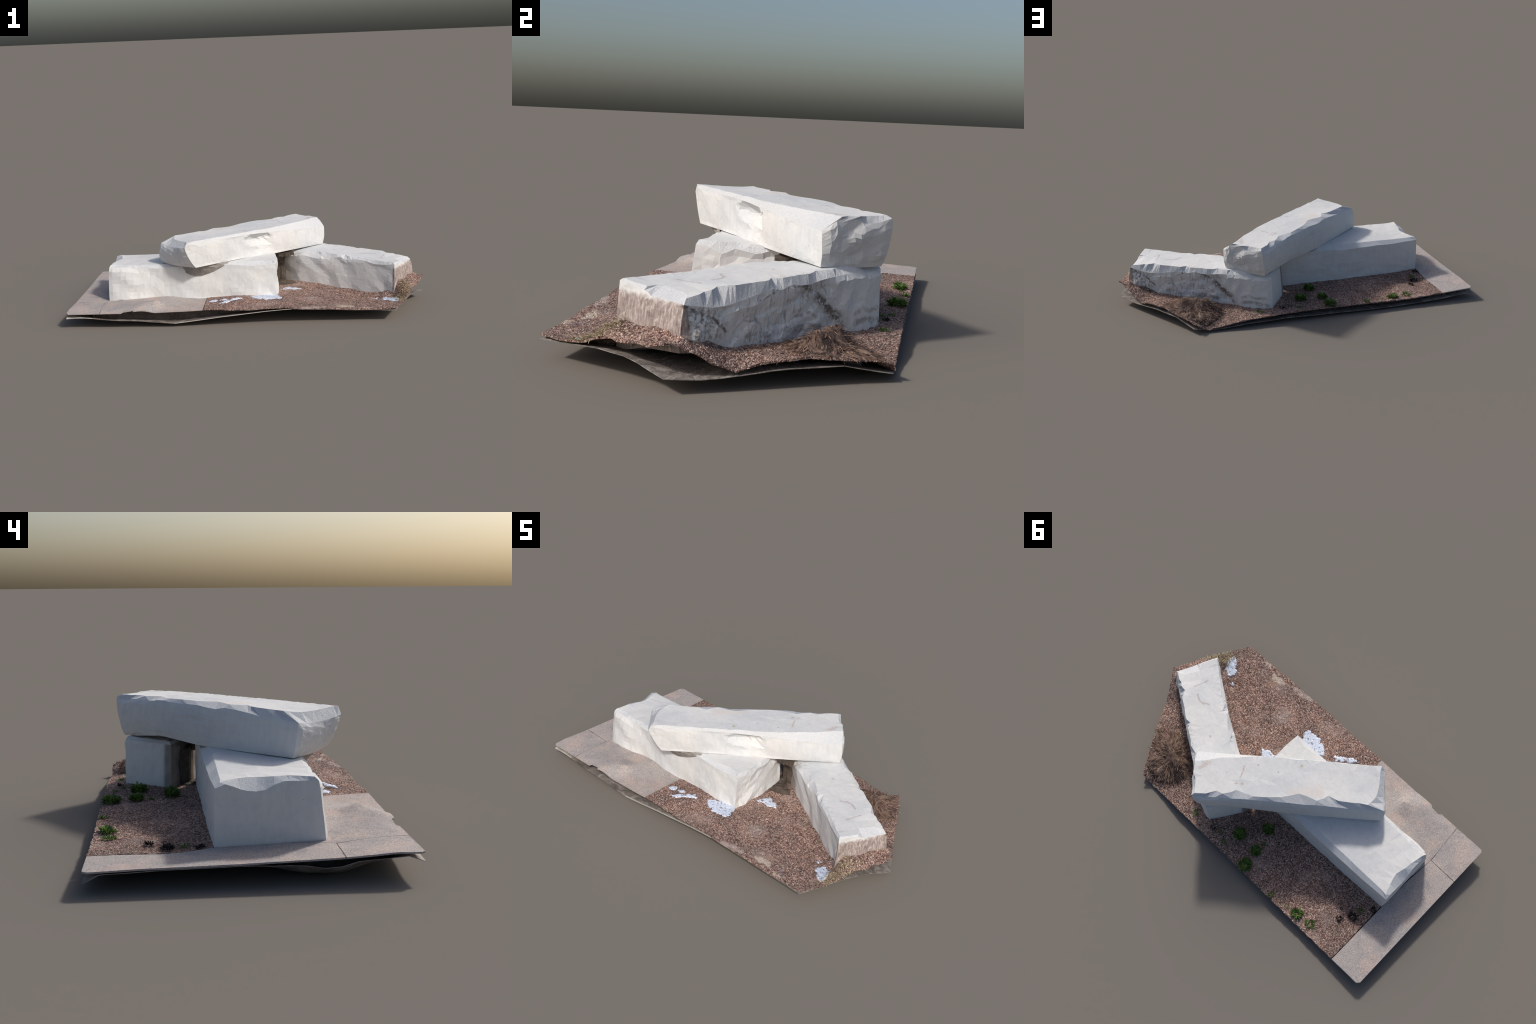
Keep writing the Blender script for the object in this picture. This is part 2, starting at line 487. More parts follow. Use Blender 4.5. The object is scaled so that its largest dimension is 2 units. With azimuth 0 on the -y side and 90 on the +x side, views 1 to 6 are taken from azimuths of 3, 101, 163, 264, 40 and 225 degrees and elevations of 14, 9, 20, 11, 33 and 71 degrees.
inner = [(-.51, -.40, .126), (-.475, -.40, .096), (-.45, -.43, .092), (-.57, -.41, .117), (-.64, -.42, .107), (-.72, -.42, .097), (-.55, -.33, .10), (-.60, -.46, .113), (-.35, -.38, .088), (.167, -.335, .099), (.0, -.37, .097), (-.08, -.34, .104), (.08, -.40, .096), (-.75, .25, .046), (-.82, .40, .058), (-.90, .30, .066), (.525, .262, .063), (.47, .30, .060), (-.831, -.265, .075), (-.808, -.236, .082), (-.807, .109, .07), (.153, -.251, .089), (-.46, -.241, .10), (-.28, -.244, .082),
         (.206, .414, .061), (.087, .233, .062), (.807, -.270, .068), (.587, -.114, .072), (.396, .019, .082), (.264, .111, .078), (.70, -.235, .049), (.60, -.17, .055), (.48, -.10, .066), (.36, -.02, .070), (.74, -.325, .070), (.66, -.33, .076), (.25, .02, .072), (.20, -.10, .082),
         (.81, .045, .092), (.70, .107, .082), (.75, .15, .082), (.615, .161, .074), (.409, .289, .073), (.318, .345, .065), (.86, .02, .118), (.93, -.02, .134), (.95, -.06, .134),
         (.834, -.235, .152), (.85, -.275, .125), (.857, -.19, .150), (.89, -.125, .155), (.925, -.07, .160), (.945, -.03, .152), (.043, .125, .066), (-.286, .119, .062), (-.501, .115, .060), (-.65, .30, .05), (-.3, .25, .057),
         (-.51, .453, .047), (-.597, .446, .047), (-.12, .45, .056), (-.34, .47, .05), (.0, .36, .064), (.3, -.2, .079), (.45, -.3, .079)]
ground_fit = rbf(front_top + back_top + west_top + ne_top + se_top + inner)


def ground(x, y):
    return np.maximum(ground_fit(x, y), .004)


def gz(x, y):
    return float(ground(np.array([x]), np.array([y]))[0])


def rough(x, y, amp, s):
    return np.array([nz(a, b, 1.7, s) + .6 * nz(a, b, 5.1, s * 2.7) for a, b in zip(x, y)]) * amp


# underside shell control heights (its upper skin)
under_pts = [(-1, -.5, .062), (-.875, -.5, .064), (-.62, -.5, .042), (-.401, -.5, .021), (-.157, -.5, .05), (.08, -.5, .075), (.229, -.5, .086), (.45, -.5, .080), (.672, -.5, .070), (.79, -.5, .062),
             (.894, -.294, .08), (.948, -.176, .078), (.992, -.056, .043), (.942, .03, .037), (.914, .079, .04), (.835, .215, .055), (.747, .368, .056), (.673, .495, .027),
             (.56, .5, .009), (.361, .5, .021), (.149, .5, .026), (-.162, .5, .017), (-.529, .5, .011), (-.8, .5, .020), (-.998, .5, .031),
             (-1, .45, .058), (-1, .24, .066), (-1, .02, .069), (-1, -.13, .068), (-1, -.312, .074), (-1, -.45, .08),
             (-.95, -.14, .030), (-.955, -.22, .026), (-.945, -.30, .034), (-.88, -.15, .003), (-.89, -.22, .003), (-.90, -.28, .006), (-.76, -.06, .006), (-.76, -.33, .010), (-.4, -.25, .008), (0, 0, .010), (.4, .1, .012), (.3, .35, .008), (-.4, .25, .006), (.7, -.1, .03)]
under_fit = rbf(under_pts)
TH, UTH = .0055, .002


def under_top(x, y):
    return np.minimum(np.maximum(under_fit(x, y) - .0005, .002), ground(x, y) - TH - .0008)


rng = random.Random(SEED)
under_poly = [(-1, -.5), (.79, -.498), (.997, -.062), (.672, .5), (-1, .5)]
slab("bed_underside", densify(under_poly, .05), under_top, lambda x, y: under_top(x, y) - UTH, .06, M_UNDER, root, rng)

# gravel bed: ragged east rim, straight other sides
gravel_poly = [(-.246, -.5), (-.1, -.5), (.2, -.5), (.5, -.5), (.797, -.492), (.845, -.40), (.872, -.335), (.902, -.275), (.912, -.25), (.938, -.203), (.948, -.185), (.953, -.165), (.982, -.112), (.984, -.09), (1.0, -.062),
               (.984, -.042), (.932, .047), (.9, .103), (.836, .214), (.753, .357), (.67, .5), (.3, .5), (-.3, .5), (-.806, .5), (-.806, .0), (-.246, .0)]
gp = densify(gravel_poly, .014, .003, rng)
slab("gravel_bed", gp, lambda x, y: ground(x, y) + rough(x, y, .0022, 55) + rough(x, y, .0026, 14), lambda x, y: ground(x, y) - TH, .0135, M_GRAVEL, root, rng, smooth=False)

# three paving slabs with open joints
paves = [
    [(-.990, -.5), (-.8155, -.5), (-.8325, -.2665), (-1, -.2625), (-1, -.487)],
    [(-1, -.2612), (-.8325, -.2652), (-.818, -.1), (-.812, .1), (-.810, .5), (-.985, .5), (-1, .485)],
    [(-.8142, -.5), (-.70, -.5), (-.69, -.488), (-.64, -.488), (-.628, -.5), (-.25, -.5), (-.25, -.13), (-.78, -.13), (-.8165, -.13), (-.8312, -.2655)],
]
first = None
for k, pv in enumerate(paves):
    slab("paving_slab", densify(pv, .02, .0, rng), lambda x, y: ground(x, y) + rough(x, y, .0009, 30), lambda x, y: ground(x, y) - TH, .022, M_PAVE, root, rng)


# ------------------------------------------------------------------ stone blocks
def resample(line, fr):
    L = [0]
    for a, b in zip(line, line[1:]):
        L.append(L[-1] + (Vector(b) - Vector(a)).length)
    out = []
    for f in fr:
        s = f * L[-1]
        i = 0
        while i < len(L) - 2 and L[i + 1] < s:
            i += 1
        t = (s - L[i]) / max(L[i + 1] - L[i], 1e-9)
        out.append(Vector(line[i]).lerp(Vector(line[i + 1]), min(max(t, 0), 1)))
    return out


def knots(r, length, lo, hi, odds):
    """Irregular piecewise-linear flake profile along an edge: positions 0..1 and sizes 0..1."""
    ks, q = [(0.0, .12)], 0.0
    flip = r.random() < .5
    while True:
        q += r.uniform(lo, hi)
        if q > length - lo * .6:
            break
        ks.append((q / length, r.uniform(.45, 1.0) if flip and r.random() < odds else r.uniform(0, .28)))
        flip = not flip
    ks.append((1.0, .12))
    return ks


def at(ks, f):
    for (a, u), (b, v) in zip(ks, ks[1:]):
        if f <= b:
            return u + (v - u) * (f - a) / max(b - a, 1e-9)
    return ks[-1][1]


def block(name, sides, mat, top_extra, seed, step=.028, rows=5, wall=.003, under=()):
    """sides: list of dicts (counter-clockwise seen from above) with polylines top, low, base that run from
    one corner to the next, and chip=(inset, drop) sizes of the knocked-off edge flakes."""
    r = random.Random(seed)
    nr = rows + 3
    rings = [[] for _ in range(rows + 3)]

    def inward(s):
        d = (Vector(s["top"][-1]) - Vector(s["top"][0])).normalized()
        return Vector((-d.y, d.x, 0)).normalized()

    for k, s in enumerate(sides):
        prev = sides[k - 1]
        length = (Vector(s["top"][0]) - Vector(s["top"][-1])).length
        inw = inward(s)
        ins, drop = s.get("chip", (.02, .012))
        ki = knots(r, length, s.get("span", (.03, .10))[0], s.get("span", (.03, .10))[1], .75)
        kd = knots(r, length, .03, .12, .55)
        m = max(3, int(length / s.get("step", step)))
        fr = sorted(set([0.0, 1.0] + [q for q, _ in ki] + [(i + r.uniform(-.3, .3)) / m for i in range(1, m)]))
        keep = [fr[0]]
        for q in fr[1:]:
            if q - keep[-1] > .25 / m:
                keep.append(q)
        keep[-1] = 1.0
        fr = keep
        m = len(fr) - 1
        T, Lo, B = (resample(s[q], fr) for q in ("top", "low", "base"))
        for i in range(m):
            top = T[i] + inw * (ins * at(ki, fr[i]) + .002) + Vector((0, 0, r.uniform(-.001, .001)))
            low = Lo[i] - Vector((0, 0, drop * at(kd, fr[i])))
            base = B[i].copy()
            if top.z < low.z + .001:
                top.z = low.z + .001
            col = [base]
            for j in range(1, rows + 2):
                q = 1 - j / (rows + 1.0)
                p = low.lerp(base, q)
                if i and 0 < q:
                    p += Vector((inw.y, -inw.x, 0)) * (r.uniform(-.25, .25) * length / m) + Vector((0, 0, r.uniform(-.004, .004)))
                arc = math.sin(math.pi * min(1, max(0, (1 - q)))) if s.get("dome") is None else 1 - abs(2 * q - 1) ** 2.5
                arcp = math.sin(math.pi * (1 - q)) if prev.get("dome") is None else 1 - abs(2 * q - 1) ** 2.5
                off = inw * s.get("bulge", 0) * arc
                if not i:
                    off = (off + inward(prev) * prev.get("bulge", 0) * arcp) * .5
                p -= off
                if q > 0:
                    w = s.get("wall", wall)
                    p += inw * w * (1 if i else .3) * (1.3 * noise.noise(p * 9 + Vector((seed, 0, 0))) + .9 * noise.noise(p * 27) + r.uniform(-.25, .25))
                    if s.get("crag"):
                        p -= inw * s["crag"](p) * (1 if i else .3)
                col.append(p)
            for q, p in zip(rings, col + [top]):
                q.append(p)
    N = len(rings[0])
    nr = len(rings)
    verts, faces, mi = [], [], []
    for q in rings:
        verts += q
    for j in range(nr - 1):
        for i in range(N):
            a, b = j * N + i, j * N + (i + 1) % N
            c, d = b + N, a + N
            if r.random() < .5:
                faces += [(a, b, c), (a, c, d)]
            else:
                faces += [(a, b, d), (b, c, d)]
            mi += [1 if j == nr - 2 else 0] * 2
    # top face
    rim = [(p.x, p.y) for p in rings[-1]]
    p2, tris = fill(rim, .055, r, .5)
    fit = rbf([(p.x, p.y, p.z) for p in rings[-1]][::2] + list(top_extra))
    idx = {}
    for i, (x, y) in enumerate(p2):
        best = None
        if i < N and abs(rim[i][0] - x) < 1e-5 and abs(rim[i][1] - y) < 1e-5:
            best = (nr - 1) * N + i
        if best is None:
            z = float(fit(np.array([x]), np.array([y]))[0]) + r.uniform(-.0014, .0014)
            best = len(verts)
            verts.append(Vector((x, y, z)))
        idx[i] = best
    for t in tris:
        faces.append(tuple(idx[q] for q in t)); mi.append(0)
    # bottom face
    p2, tris = fill([(p.x, p.y) for p in rings[0]], .06, r, .5)
    fit = rbf([(p.x, p.y, p.z) for p in rings[0]][::2] + list(under))
    idx = {}
    for i, (x, y) in enumerate(p2):
        if i < N:
            idx[i] = i
        else:
            idx[i] = len(verts)
            verts.append(Vector((x, y, float(fit(np.array([x]), np.array([y]))[0]))))
    for t in tris:
        faces.append(tuple(idx[q] for q in reversed(t))); mi.append(0)
    ob = add(name, verts, faces, [mat, M_FRESH], root, False, mi)
    return ob


def side(top, low, base, **k):
    return dict(top=top, low=low, base=base, **k)


def facet(u, w, size, seed):
    """Broad flat facets: linear interpolation between random heights on a skewed triangular lattice."""
    a, b = u / size + .37 * w / size, w / size
    i, j = math.floor(a), math.floor(b)
    x, y = a - i, b - j
    h = lambda m, n: noise.noise(Vector((m * 7.31 + seed, n * 3.77 - seed, seed * 1.3 + .5)))
    if x + y < 1:
        return h(i, j) * (1 - x - y) + h(i + 1, j) * x + h(i, j + 1) * y
    return h(i + 1, j + 1) * (x + y - 1) + h(i + 1, j) * (1 - y) + h(i, j + 1) * (1 - x)


def west_front(p):
    v = .011 * facet(p.x, p.z, .085, 3.1)
    v += .014 * max(0, 1 - ((p.x + .70) / .13) ** 2)                 # swelling at the west end
    d = math.hypot((p.x + .655) / .05, (p.z - .125) / .05)             # knocked-off flake low down
    return v - .010 * max(0, 1 - d)


def lintel_front(p):
    u, w = (p.x - .058) * .783 + (p.y + .060) * .622, p.z - .374
    v = .012 * facet(u, w, .075, 5.7)
    # scooped pocket with a ledge across its upper half
    d = math.hypot(u / .100, (w + .10 * u) / .042) * (1 + .5 * facet(u, w, .03, 9.3))
    v -= .034 * max(0, 1 - d ** 1.6) * (1.25 if w > 0 else .85)
    d = math.hypot((u + .02) / .10, (w + .055) / .04)
    return v - .010 * max(0, 1 - d)


def lintel_back(p):
    u = p.x * .77 + p.y * .63
    v = .005 * facet(u, p.z, .10, 8.2) + .009 * max(0, 1 - ((u - .44) / .16) ** 2)
    d = math.hypot((u - (-.121 * .77 + .14 * .63)) / .022, (p.z - .371) / .012)
    return v - .008 * max(0, 1 - d)


def end_face(p):
    u = p.x * .6 - p.y * .8
    return .016 * facet(u, p.z, .06, 4.4) + .004 * facet(u, p.z, .027, 6.1)


def plain_face(p):
    return .006 * facet(p.x * .5 - p.y * .87, p.z, .08, 2.6)


def flank_west(p):
    u = p.x * .82 - p.y * .57
    v = .012 * facet(u, p.z, .07, 1.9)
    return v + (.006 + .014 * min(1, max(0, (p.z - .08) / .15))) * max(0, 1 - ((u - .14) / .24) ** 2)


# -- west support block
Bt = dict(sw=(-.797, -.206, .281), se=(.146, -.217, .285), ne=(.122, .122, .272), nw=(-.795, .092, .270))
Bl = dict(sw=(-.803, -.214, .271), se=(.150, -.226, .272), ne=(.130, .134, .262), nw=(-.812, .107, .256))
Bb = dict(sw=(-.810, -.238, .065), se=(.155, -.252, .068), ne=(.132, .134, .05), nw=(-.808, .112, .05))
west = block("marble_block", [
    side([Bt["sw"], (-.68, -.205, .278), (-.3, -.215, .281), Bt["se"]], [Bl["sw"], (-.725, -.218, .272), (-.54, -.226, .268), (-.30, -.230, .270), (-.16, -.228, .278), (.02, -.228, .264), Bl["se"]],
         [Bb["sw"], (-.46, -.243, .07), Bb["se"]], chip=(.018, .012), wall=.001, step=.022, crag=west_front),
    side([Bt["se"], (.160, -.11, .284), (.152, -.03, .281), Bt["ne"]], [Bl["se"], (.160, -.13, .262), (.150, -.02, .268), Bl["ne"]],
         [Bb["se"], (.158, -.05, .06), Bb["ne"]], chip=(.028, .028), bulge=-.004, wall=.001, step=.022, crag=end_face),
    side([Bt["ne"], (-.14, .104, .273), (-.45, .089, .272), (-.62, .094, .270), Bt["nw"]], [Bl["ne"], (-.14, .122, .263), (-.30, .119, .254), (-.46, .117, .250), (-.62, .114, .255), Bl["nw"]],
         [Bb["ne"], (-.3, .124, .05), Bb["nw"]], chip=(.030, .010), step=.05, span=(.06, .16), wall=.003),
    side([Bt["nw"], (-.785, .06, .276), (-.775, .015, .278), (-.765, -.03, .277), (-.775, -.075, .280), (-.785, -.12, .283), Bt["sw"]],
         [Bl["nw"], (-.811, .072, .270), (-.811, .032, .253), (-.812, -.009, .243), (-.811, -.05, .248), (-.808, -.075, .262), (-.804, -.11, .272), Bl["sw"]],
         [Bb["nw"], (-.812, -.05, .06), Bb["sw"]], chip=(.006, .003), step=.024, wall=.001, bulge=.006, dome=True, crag=plain_face),
], M_WEST, [(-.5, -.05, .276), (-.2, -.05, .277), (0, -.05, .28)], 3, rows=8)

# -- east block with weathered flank
def crag(p):
    """Fracture ledges, pits and the crevice of the weathered east flank."""
    along = p.x * .851 - p.y * .526
    f = min(max((along - .02) / .35, 0), 1)
    v = .008 * noise.noise(p * 11) + .006 * noise.noise(Vector((p.x * 30, p.y * 30, p.z * 16)))
    # slanting ledge steps
    u = (along * .55 + p.z) * 11 + 1.2 * noise.noise(p * 6)
    v += .006 * ((u % 1.0) - .5)
    # crevice that climbs in an arch
    cx, cz = along - .28, p.z - .09
    d = abs(math.hypot(cx / 1.35, cz) - .125)
    if cx > -.01 and cz > 0:
        v -= .010 * max(0, 1 - d / .022)
    # rounded boulder foot near the south end
    d = math.hypot((along - .765) / .10, (p.z - .14) / .06)
    v += .014 * max(0, 1 - d)
    v = v * (.2 + .8 * f)
    # slight belly near the sheltered end
    return v + .017 * max(0, 1 - ((along - .06) / .16) ** 2)


Ct = dict(s1=(.811, -.246, .259), s2=(.917, -.028, .240), n1=(.214, .407, .256), n2=(.108, .232, .247))
Cl = dict(s1=(.813, -.252, .254), s2=(.930, -.034, .226), n1=(.212, .416, .243), n2=(.101, .232, .236))
Cb = dict(s1=(.803, -.262, .05), s2=(.944, -.036, .10), n1=(.206, .420, .045), n2=(.086, .233, .05))
east = block("marble_block", [
    side([Ct["n2"], (.435, .012, .267), (.60, -.097, .261), Ct["s1"]],
         [Cl["n2"], (.315, .088, .258), (.367, .053, .252), (.456, -.008, .246), (.526, -.056, .258), (.551, -.073, .242), (.604, -.109, .253), (.644, -.136, .253), (.703, -.177, .245), (.768, -.222, .243), Cl["s1"]],
         [Cb["n2"], (.396, .017, .06), (.592, -.104, .05), (.770, -.217, .045), Cb["s1"]], chip=(.022, .010), span=(.03, .09), wall=.001, step=.018, crag=flank_west),
    side([Ct["s1"], (.840, -.195, .254), (.858, -.160, .252), (.836, -.140, .252), (.832, -.118, .251), (.850, -.09, .250), (.872, -.055, .247), Ct["s2"]],
         [Cl["s1"], (.846, -.193, .248), (.868, -.152, .240), (.876, -.140, .230), (.888, -.112, .230), (.905, -.08, .228), (.917, -.055, .228), Cl["s2"]],
         [Cb["s1"], (.882, -.155, .09), Cb["s2"]], chip=(.004, .003), step=.018, bulge=.010, wall=.005),
    side([Ct["s2"], (.80, .048, .257), (.735, .095, .258), (.615, .178, .260), (.50, .250, .263), (.39, .318, .266), (.30, .366, .264), Ct["n1"]],
         [Cl["s2"], (.858, .022, .212), (.812, .052, .212), (.770, .080, .217), (.728, .108, .226), (.679, .136, .238), (.632, .170, .231), (.604, .188, .246), (.534, .234, .236), (.455, .284, .244), (.388, .329, .248), (.30, .378, .246), Cl["n1"]],
         [Cb["s2"], (.785, .063, .075), (.630, .170, .06), (.410, .312, .045), (.30, .374, .045), Cb["n1"]], chip=(.026, .010), span=(.02, .08), crag=crag, step=.015, wall=.003, bulge=-.002),
    side([Ct["n1"], Ct["n2"]], [Cl["n1"], Cl["n2"]], [Cb["n1"], Cb["n2"]], chip=(.006, .006), bulge=.004, wall=.002),
], M_EAST, [(.493, .116, .261), (.70, .0, .258), (.35, .22, .266)], 8, rows=12)

# -- lintel block lying across both
At = dict(sw=(-.330, -.366, .437), se=(.403, .305, .424), ne=(.265, .434, .424), nw=(-.424, -.155, .435))
Al = dict(sw=(-.343, -.373, .408), se=(.438, .246, .382), ne=(.275, .446, .416), nw=(-.498, -.196, .404))
Ab = dict(sw=(-.292, -.335, .287), se=(.430, .248, .268), ne=(.252, .419, .256), nw=(-.506, -.178, .284))
lintel = block("marble_block", [
    side([At["sw"], (-.145, -.215, .434), (.02, -.082, .431), (.135, .010, .428), (.21, .085, .428), (.31, .19, .426), At["se"]],
         [Al["sw"], (-.325, -.363, .427), (-.264, -.313, .418), (-.145, -.218, .421), (-.018, -.117, .418), (.151, .018, .405), (.314, .148, .388), Al["se"]],
         [Ab["sw"], (-.168, -.235, .286), (-.037, -.13, .284), (.142, .012, .274), (.277, .119, .272), Ab["se"]], chip=(.008, .003), wall=.001, step=.016, bulge=.004, crag=lintel_front),
    side([At["se"], (.37, .345, .424), (.335, .378, .422), At["ne"]],
         [Al["se"], (.415, .29, .413), (.395, .312, .404), (.365, .343, .419), (.335, .373, .403), Al["ne"]],
         [Ab["se"], (.34, .335, .258), Ab["ne"]], chip=(.014, .012), bulge=.012, dome=True, step=.016, span=(.03, .07), wall=.001, crag=end_face),
    side([At["ne"], (.168, .347, .427), (.0, .207, .431), (-.2, .042, .434), At["nw"]],
         [Al["ne"], (.233, .412, .405), (.188, .375, .421), (.168, .358, .413), (.092, .296, .417), (.062, .271, .426), (-.019, .205, .417), (-.10, .137, .423), (-.18, .073, .414), (-.231, .031, .426), (-.336, -.055, .416), (-.428, -.131, .413), Al["nw"]],
         [Ab["ne"], (.169, .354, .264), (.06, .277, .282), (-.139, .125, .272), (-.33, -.03, .278), Ab["nw"]], chip=(.046, .008), span=(.04, .10), step=.045, bulge=.012, dome=True, wall=.001, crag=lintel_back),
    side([At["nw"], (-.428, -.19, .431), (-.424, -.225, .430), (-.395, -.275, .432), At["sw"]],
         [Al["nw"], (-.455, -.245, .396), (-.41, -.30, .398), (-.375, -.345, .405), Al["sw"]],
         [Ab["nw"], (-.40, -.26, .28), Ab["sw"]], chip=(.006, .006), bulge=.018, dome=True, step=.020, wall=.001, crag=plain_face),
], M_LINTEL, [(0, .05, .431), (.2, .2, .427), (-.25, -.15, .434)], 21, rows=10, under=[(.10, .11, .243), (.02, .05, .247), (.17, .20, .250), (.19, .09, .256)])
# ------------------------------------------------------------------ rubble wedged between the two supports
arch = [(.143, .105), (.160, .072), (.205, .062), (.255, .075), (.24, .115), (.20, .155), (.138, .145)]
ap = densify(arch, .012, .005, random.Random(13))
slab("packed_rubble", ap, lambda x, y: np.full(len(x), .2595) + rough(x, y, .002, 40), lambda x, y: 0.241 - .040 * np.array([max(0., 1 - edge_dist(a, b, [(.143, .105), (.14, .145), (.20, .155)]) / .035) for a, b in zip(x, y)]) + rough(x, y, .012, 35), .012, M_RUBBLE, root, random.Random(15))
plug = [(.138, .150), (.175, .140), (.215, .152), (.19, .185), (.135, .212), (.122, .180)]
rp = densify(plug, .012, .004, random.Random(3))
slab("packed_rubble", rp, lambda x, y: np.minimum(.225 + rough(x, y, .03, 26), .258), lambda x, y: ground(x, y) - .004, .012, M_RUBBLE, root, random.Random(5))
sill = [(.135, .10), (.15, .02), (.20, .03), (.27, .06), (.20, .115), (.15, .16), (.11, .205), (.10, .16)]
sp = densify(sill, .014, .004, random.Random(6))
slab("packed_rubble", sp, lambda x, y: ground(x, y) + .003 + .014 * np.array([min(1, edge_dist(a, b, sp) / .035) for a, b in zip(x, y)]) + rough(x, y, .008, 30), lambda x, y: ground(x, y) - .004, .014, M_RUBBLE, root, random.Random(7))

# wedge under the lintel's overhanging corner, its colour darkened for the shade there
wv = [(-.40, -.215, .291), (-.365, -.25, .291), (-.32, -.295, .291), (-.275, -.295, .290), (-.19, -.240, .289), (-.12, -.212, .288),
      (-.385, -.225, .262), (-.355, -.245, .258), (-.315, -.268, .256), (-.27, -.268, .256), (-.19, -.238, .260), (-.13, -.226, .268),
      (-.37, -.230, .235), (-.34, -.235, .222), (-.31, -.238, .215), (-.27, -.238, .217), (-.22, -.235, .232), (-.17, -.229, .250)]
wf = []
for k in range(2):
    for q in range(5):
        a = 6 * k + q
        wf += [(a, a + 6, a + 7), (a, a + 7, a + 1)]
wv += [(x, -.19, .24) for x, y, z in wv[:6]]
wf += [(0, 1, 2, 3, 4, 5)[::-1] and (a, a + 1, a + 19, a + 18) for a in range(5)]
wf += [(12 + a, 18 + a, 19 + a, 13 + a) for a in range(5)]
wf += [(0, 18, 12, 6), (5, 11, 17, 23)]
add("stone_wedge", wv, wf, [M_WEDGE], root)

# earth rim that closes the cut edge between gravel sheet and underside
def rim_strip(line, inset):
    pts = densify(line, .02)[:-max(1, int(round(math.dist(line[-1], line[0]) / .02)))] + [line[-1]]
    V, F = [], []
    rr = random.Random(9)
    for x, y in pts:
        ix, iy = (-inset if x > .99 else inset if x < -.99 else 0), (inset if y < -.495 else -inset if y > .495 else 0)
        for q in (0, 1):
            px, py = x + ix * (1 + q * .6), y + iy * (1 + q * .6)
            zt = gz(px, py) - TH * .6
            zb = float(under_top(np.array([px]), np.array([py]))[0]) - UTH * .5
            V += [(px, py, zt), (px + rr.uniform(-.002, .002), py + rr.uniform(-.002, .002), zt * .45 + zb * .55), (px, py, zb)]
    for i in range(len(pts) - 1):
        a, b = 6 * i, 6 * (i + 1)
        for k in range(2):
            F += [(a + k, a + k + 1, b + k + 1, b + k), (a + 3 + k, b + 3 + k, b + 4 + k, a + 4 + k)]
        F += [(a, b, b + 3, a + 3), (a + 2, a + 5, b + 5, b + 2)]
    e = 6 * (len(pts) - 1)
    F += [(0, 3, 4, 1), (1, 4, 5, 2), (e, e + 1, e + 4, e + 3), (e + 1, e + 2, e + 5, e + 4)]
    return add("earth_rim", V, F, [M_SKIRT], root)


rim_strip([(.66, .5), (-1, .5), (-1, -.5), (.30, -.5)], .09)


# ------------------------------------------------------------------ thin ground covers
def cover(name, poly, mat, height, step, rag, kind=None, dome=.012, sink=.004, smooth=False, bump=.0):
    r = random.Random(len(poly) * 7 + int(abs(poly[0][0]) * 1000))
    pl = densify(poly, step, rag, r)

    def top(x, y):
        e = np.array([min(1, edge_dist(a, b, pl) / dome) for a, b in zip(x, y)])
        return ground(x, y) + .0022 + height * np.sqrt(e) + rough(x, y, bump, 45) * e
    return slab(name, pl, top, lambda x, y: ground(x, y) - sink, step * 1.15, mat, root, r, smooth)


for poly in ([(-.175, -.40), (-.14, -.365), (-.105, -.342), (-.062, -.305), (-.04, -.331), (-.07, -.350), (-.106, -.375), (-.15, -.40)],
             [(.0, -.295), (.03, -.270), (.076, -.240), (.148, -.240), (.170, -.30), (.178, -.338), (.139, -.348), (.085, -.345), (.04, -.325)],
             [(.175, -.11), (.185, -.07), (.21, -.035), (.262, -.05), (.285, -.075), (.254, -.108), (.225, -.10)],
             [(.735, -.312), (.742, -.272), (.79, -.278), (.815, -.30), (.825, -.36), (.812, -.385), (.785, -.365)],
             [(-.232, -.35), (-.205, -.312), (-.185, -.318), (-.178, -.345), (-.20, -.362)],
             [(-.168, -.335), (-.14, -.315), (-.125, -.328), (-.15, -.35)],
             [(.69, -.255), (.70, -.235), (.72, -.24), (.715, -.262)]):
    cover("snow_patch", poly, M_SNOW, .0008, .006, .010, dome=.006, smooth=True, bump=.0014)

# ------------------------------------------------------------------ brush heap
foot = [(.80, .262), (.765, .228), (.70, .190), (.62, .185), (.53, .235), (.487, .29), (.482, .345), (.505, .41), (.56, .452), (.60, .470), (.65, .462), (.69, .448), (.735, .37)]
crest = [(.69, .268, .112), (.676, .283, .133), (.645, .296, .120), (.615, .305, .131), (.585, .318, .122), (.557, .327, .121), (.535, .31, .076), (.59, .278, .078), (.655, .250, .084), (.53, .34, .074),
         (.64, .342, .078), (.69, .322, .077), (.58, .365, .074), (.66, .39, .067), (.72, .28, .082), (.74, .32, .076), (.55, .40, .064), (.61, .43, .060)]
fp = densify(foot, .016)
heap_fit = rbf([(x, y, gz(x, y)) for x, y in fp[::2]] + crest)


def heap_top(x, y):
    e = np.array([min(1, edge_dist(a, b, fp) / .05) if in_poly(a, b, fp) else 0 for a, b in zip(x, y)])
    ang = np.arctan2(y - .33, x - .61)
    rid = np.array([noise.noise(Vector((a * 3.4, 0, d * 3))) + .6 * noise.noise(Vector((a * 9, 4, d * 5))) for a, d in zip(ang, np.hypot(x - .61, y - .33))])
    return np.maximum(heap_fit(x, y), ground(x, y)) + .002 + .016 * rid * e + .007 * e * np.abs(np.array([nz(a, b, 2.0, 38) for a, b in zip(x, y)]))


slab("brush_heap", fp, heap_top, lambda x, y: ground(x, y) - .004, .012, M_BRUSH, root, random.Random(4), smooth=True)


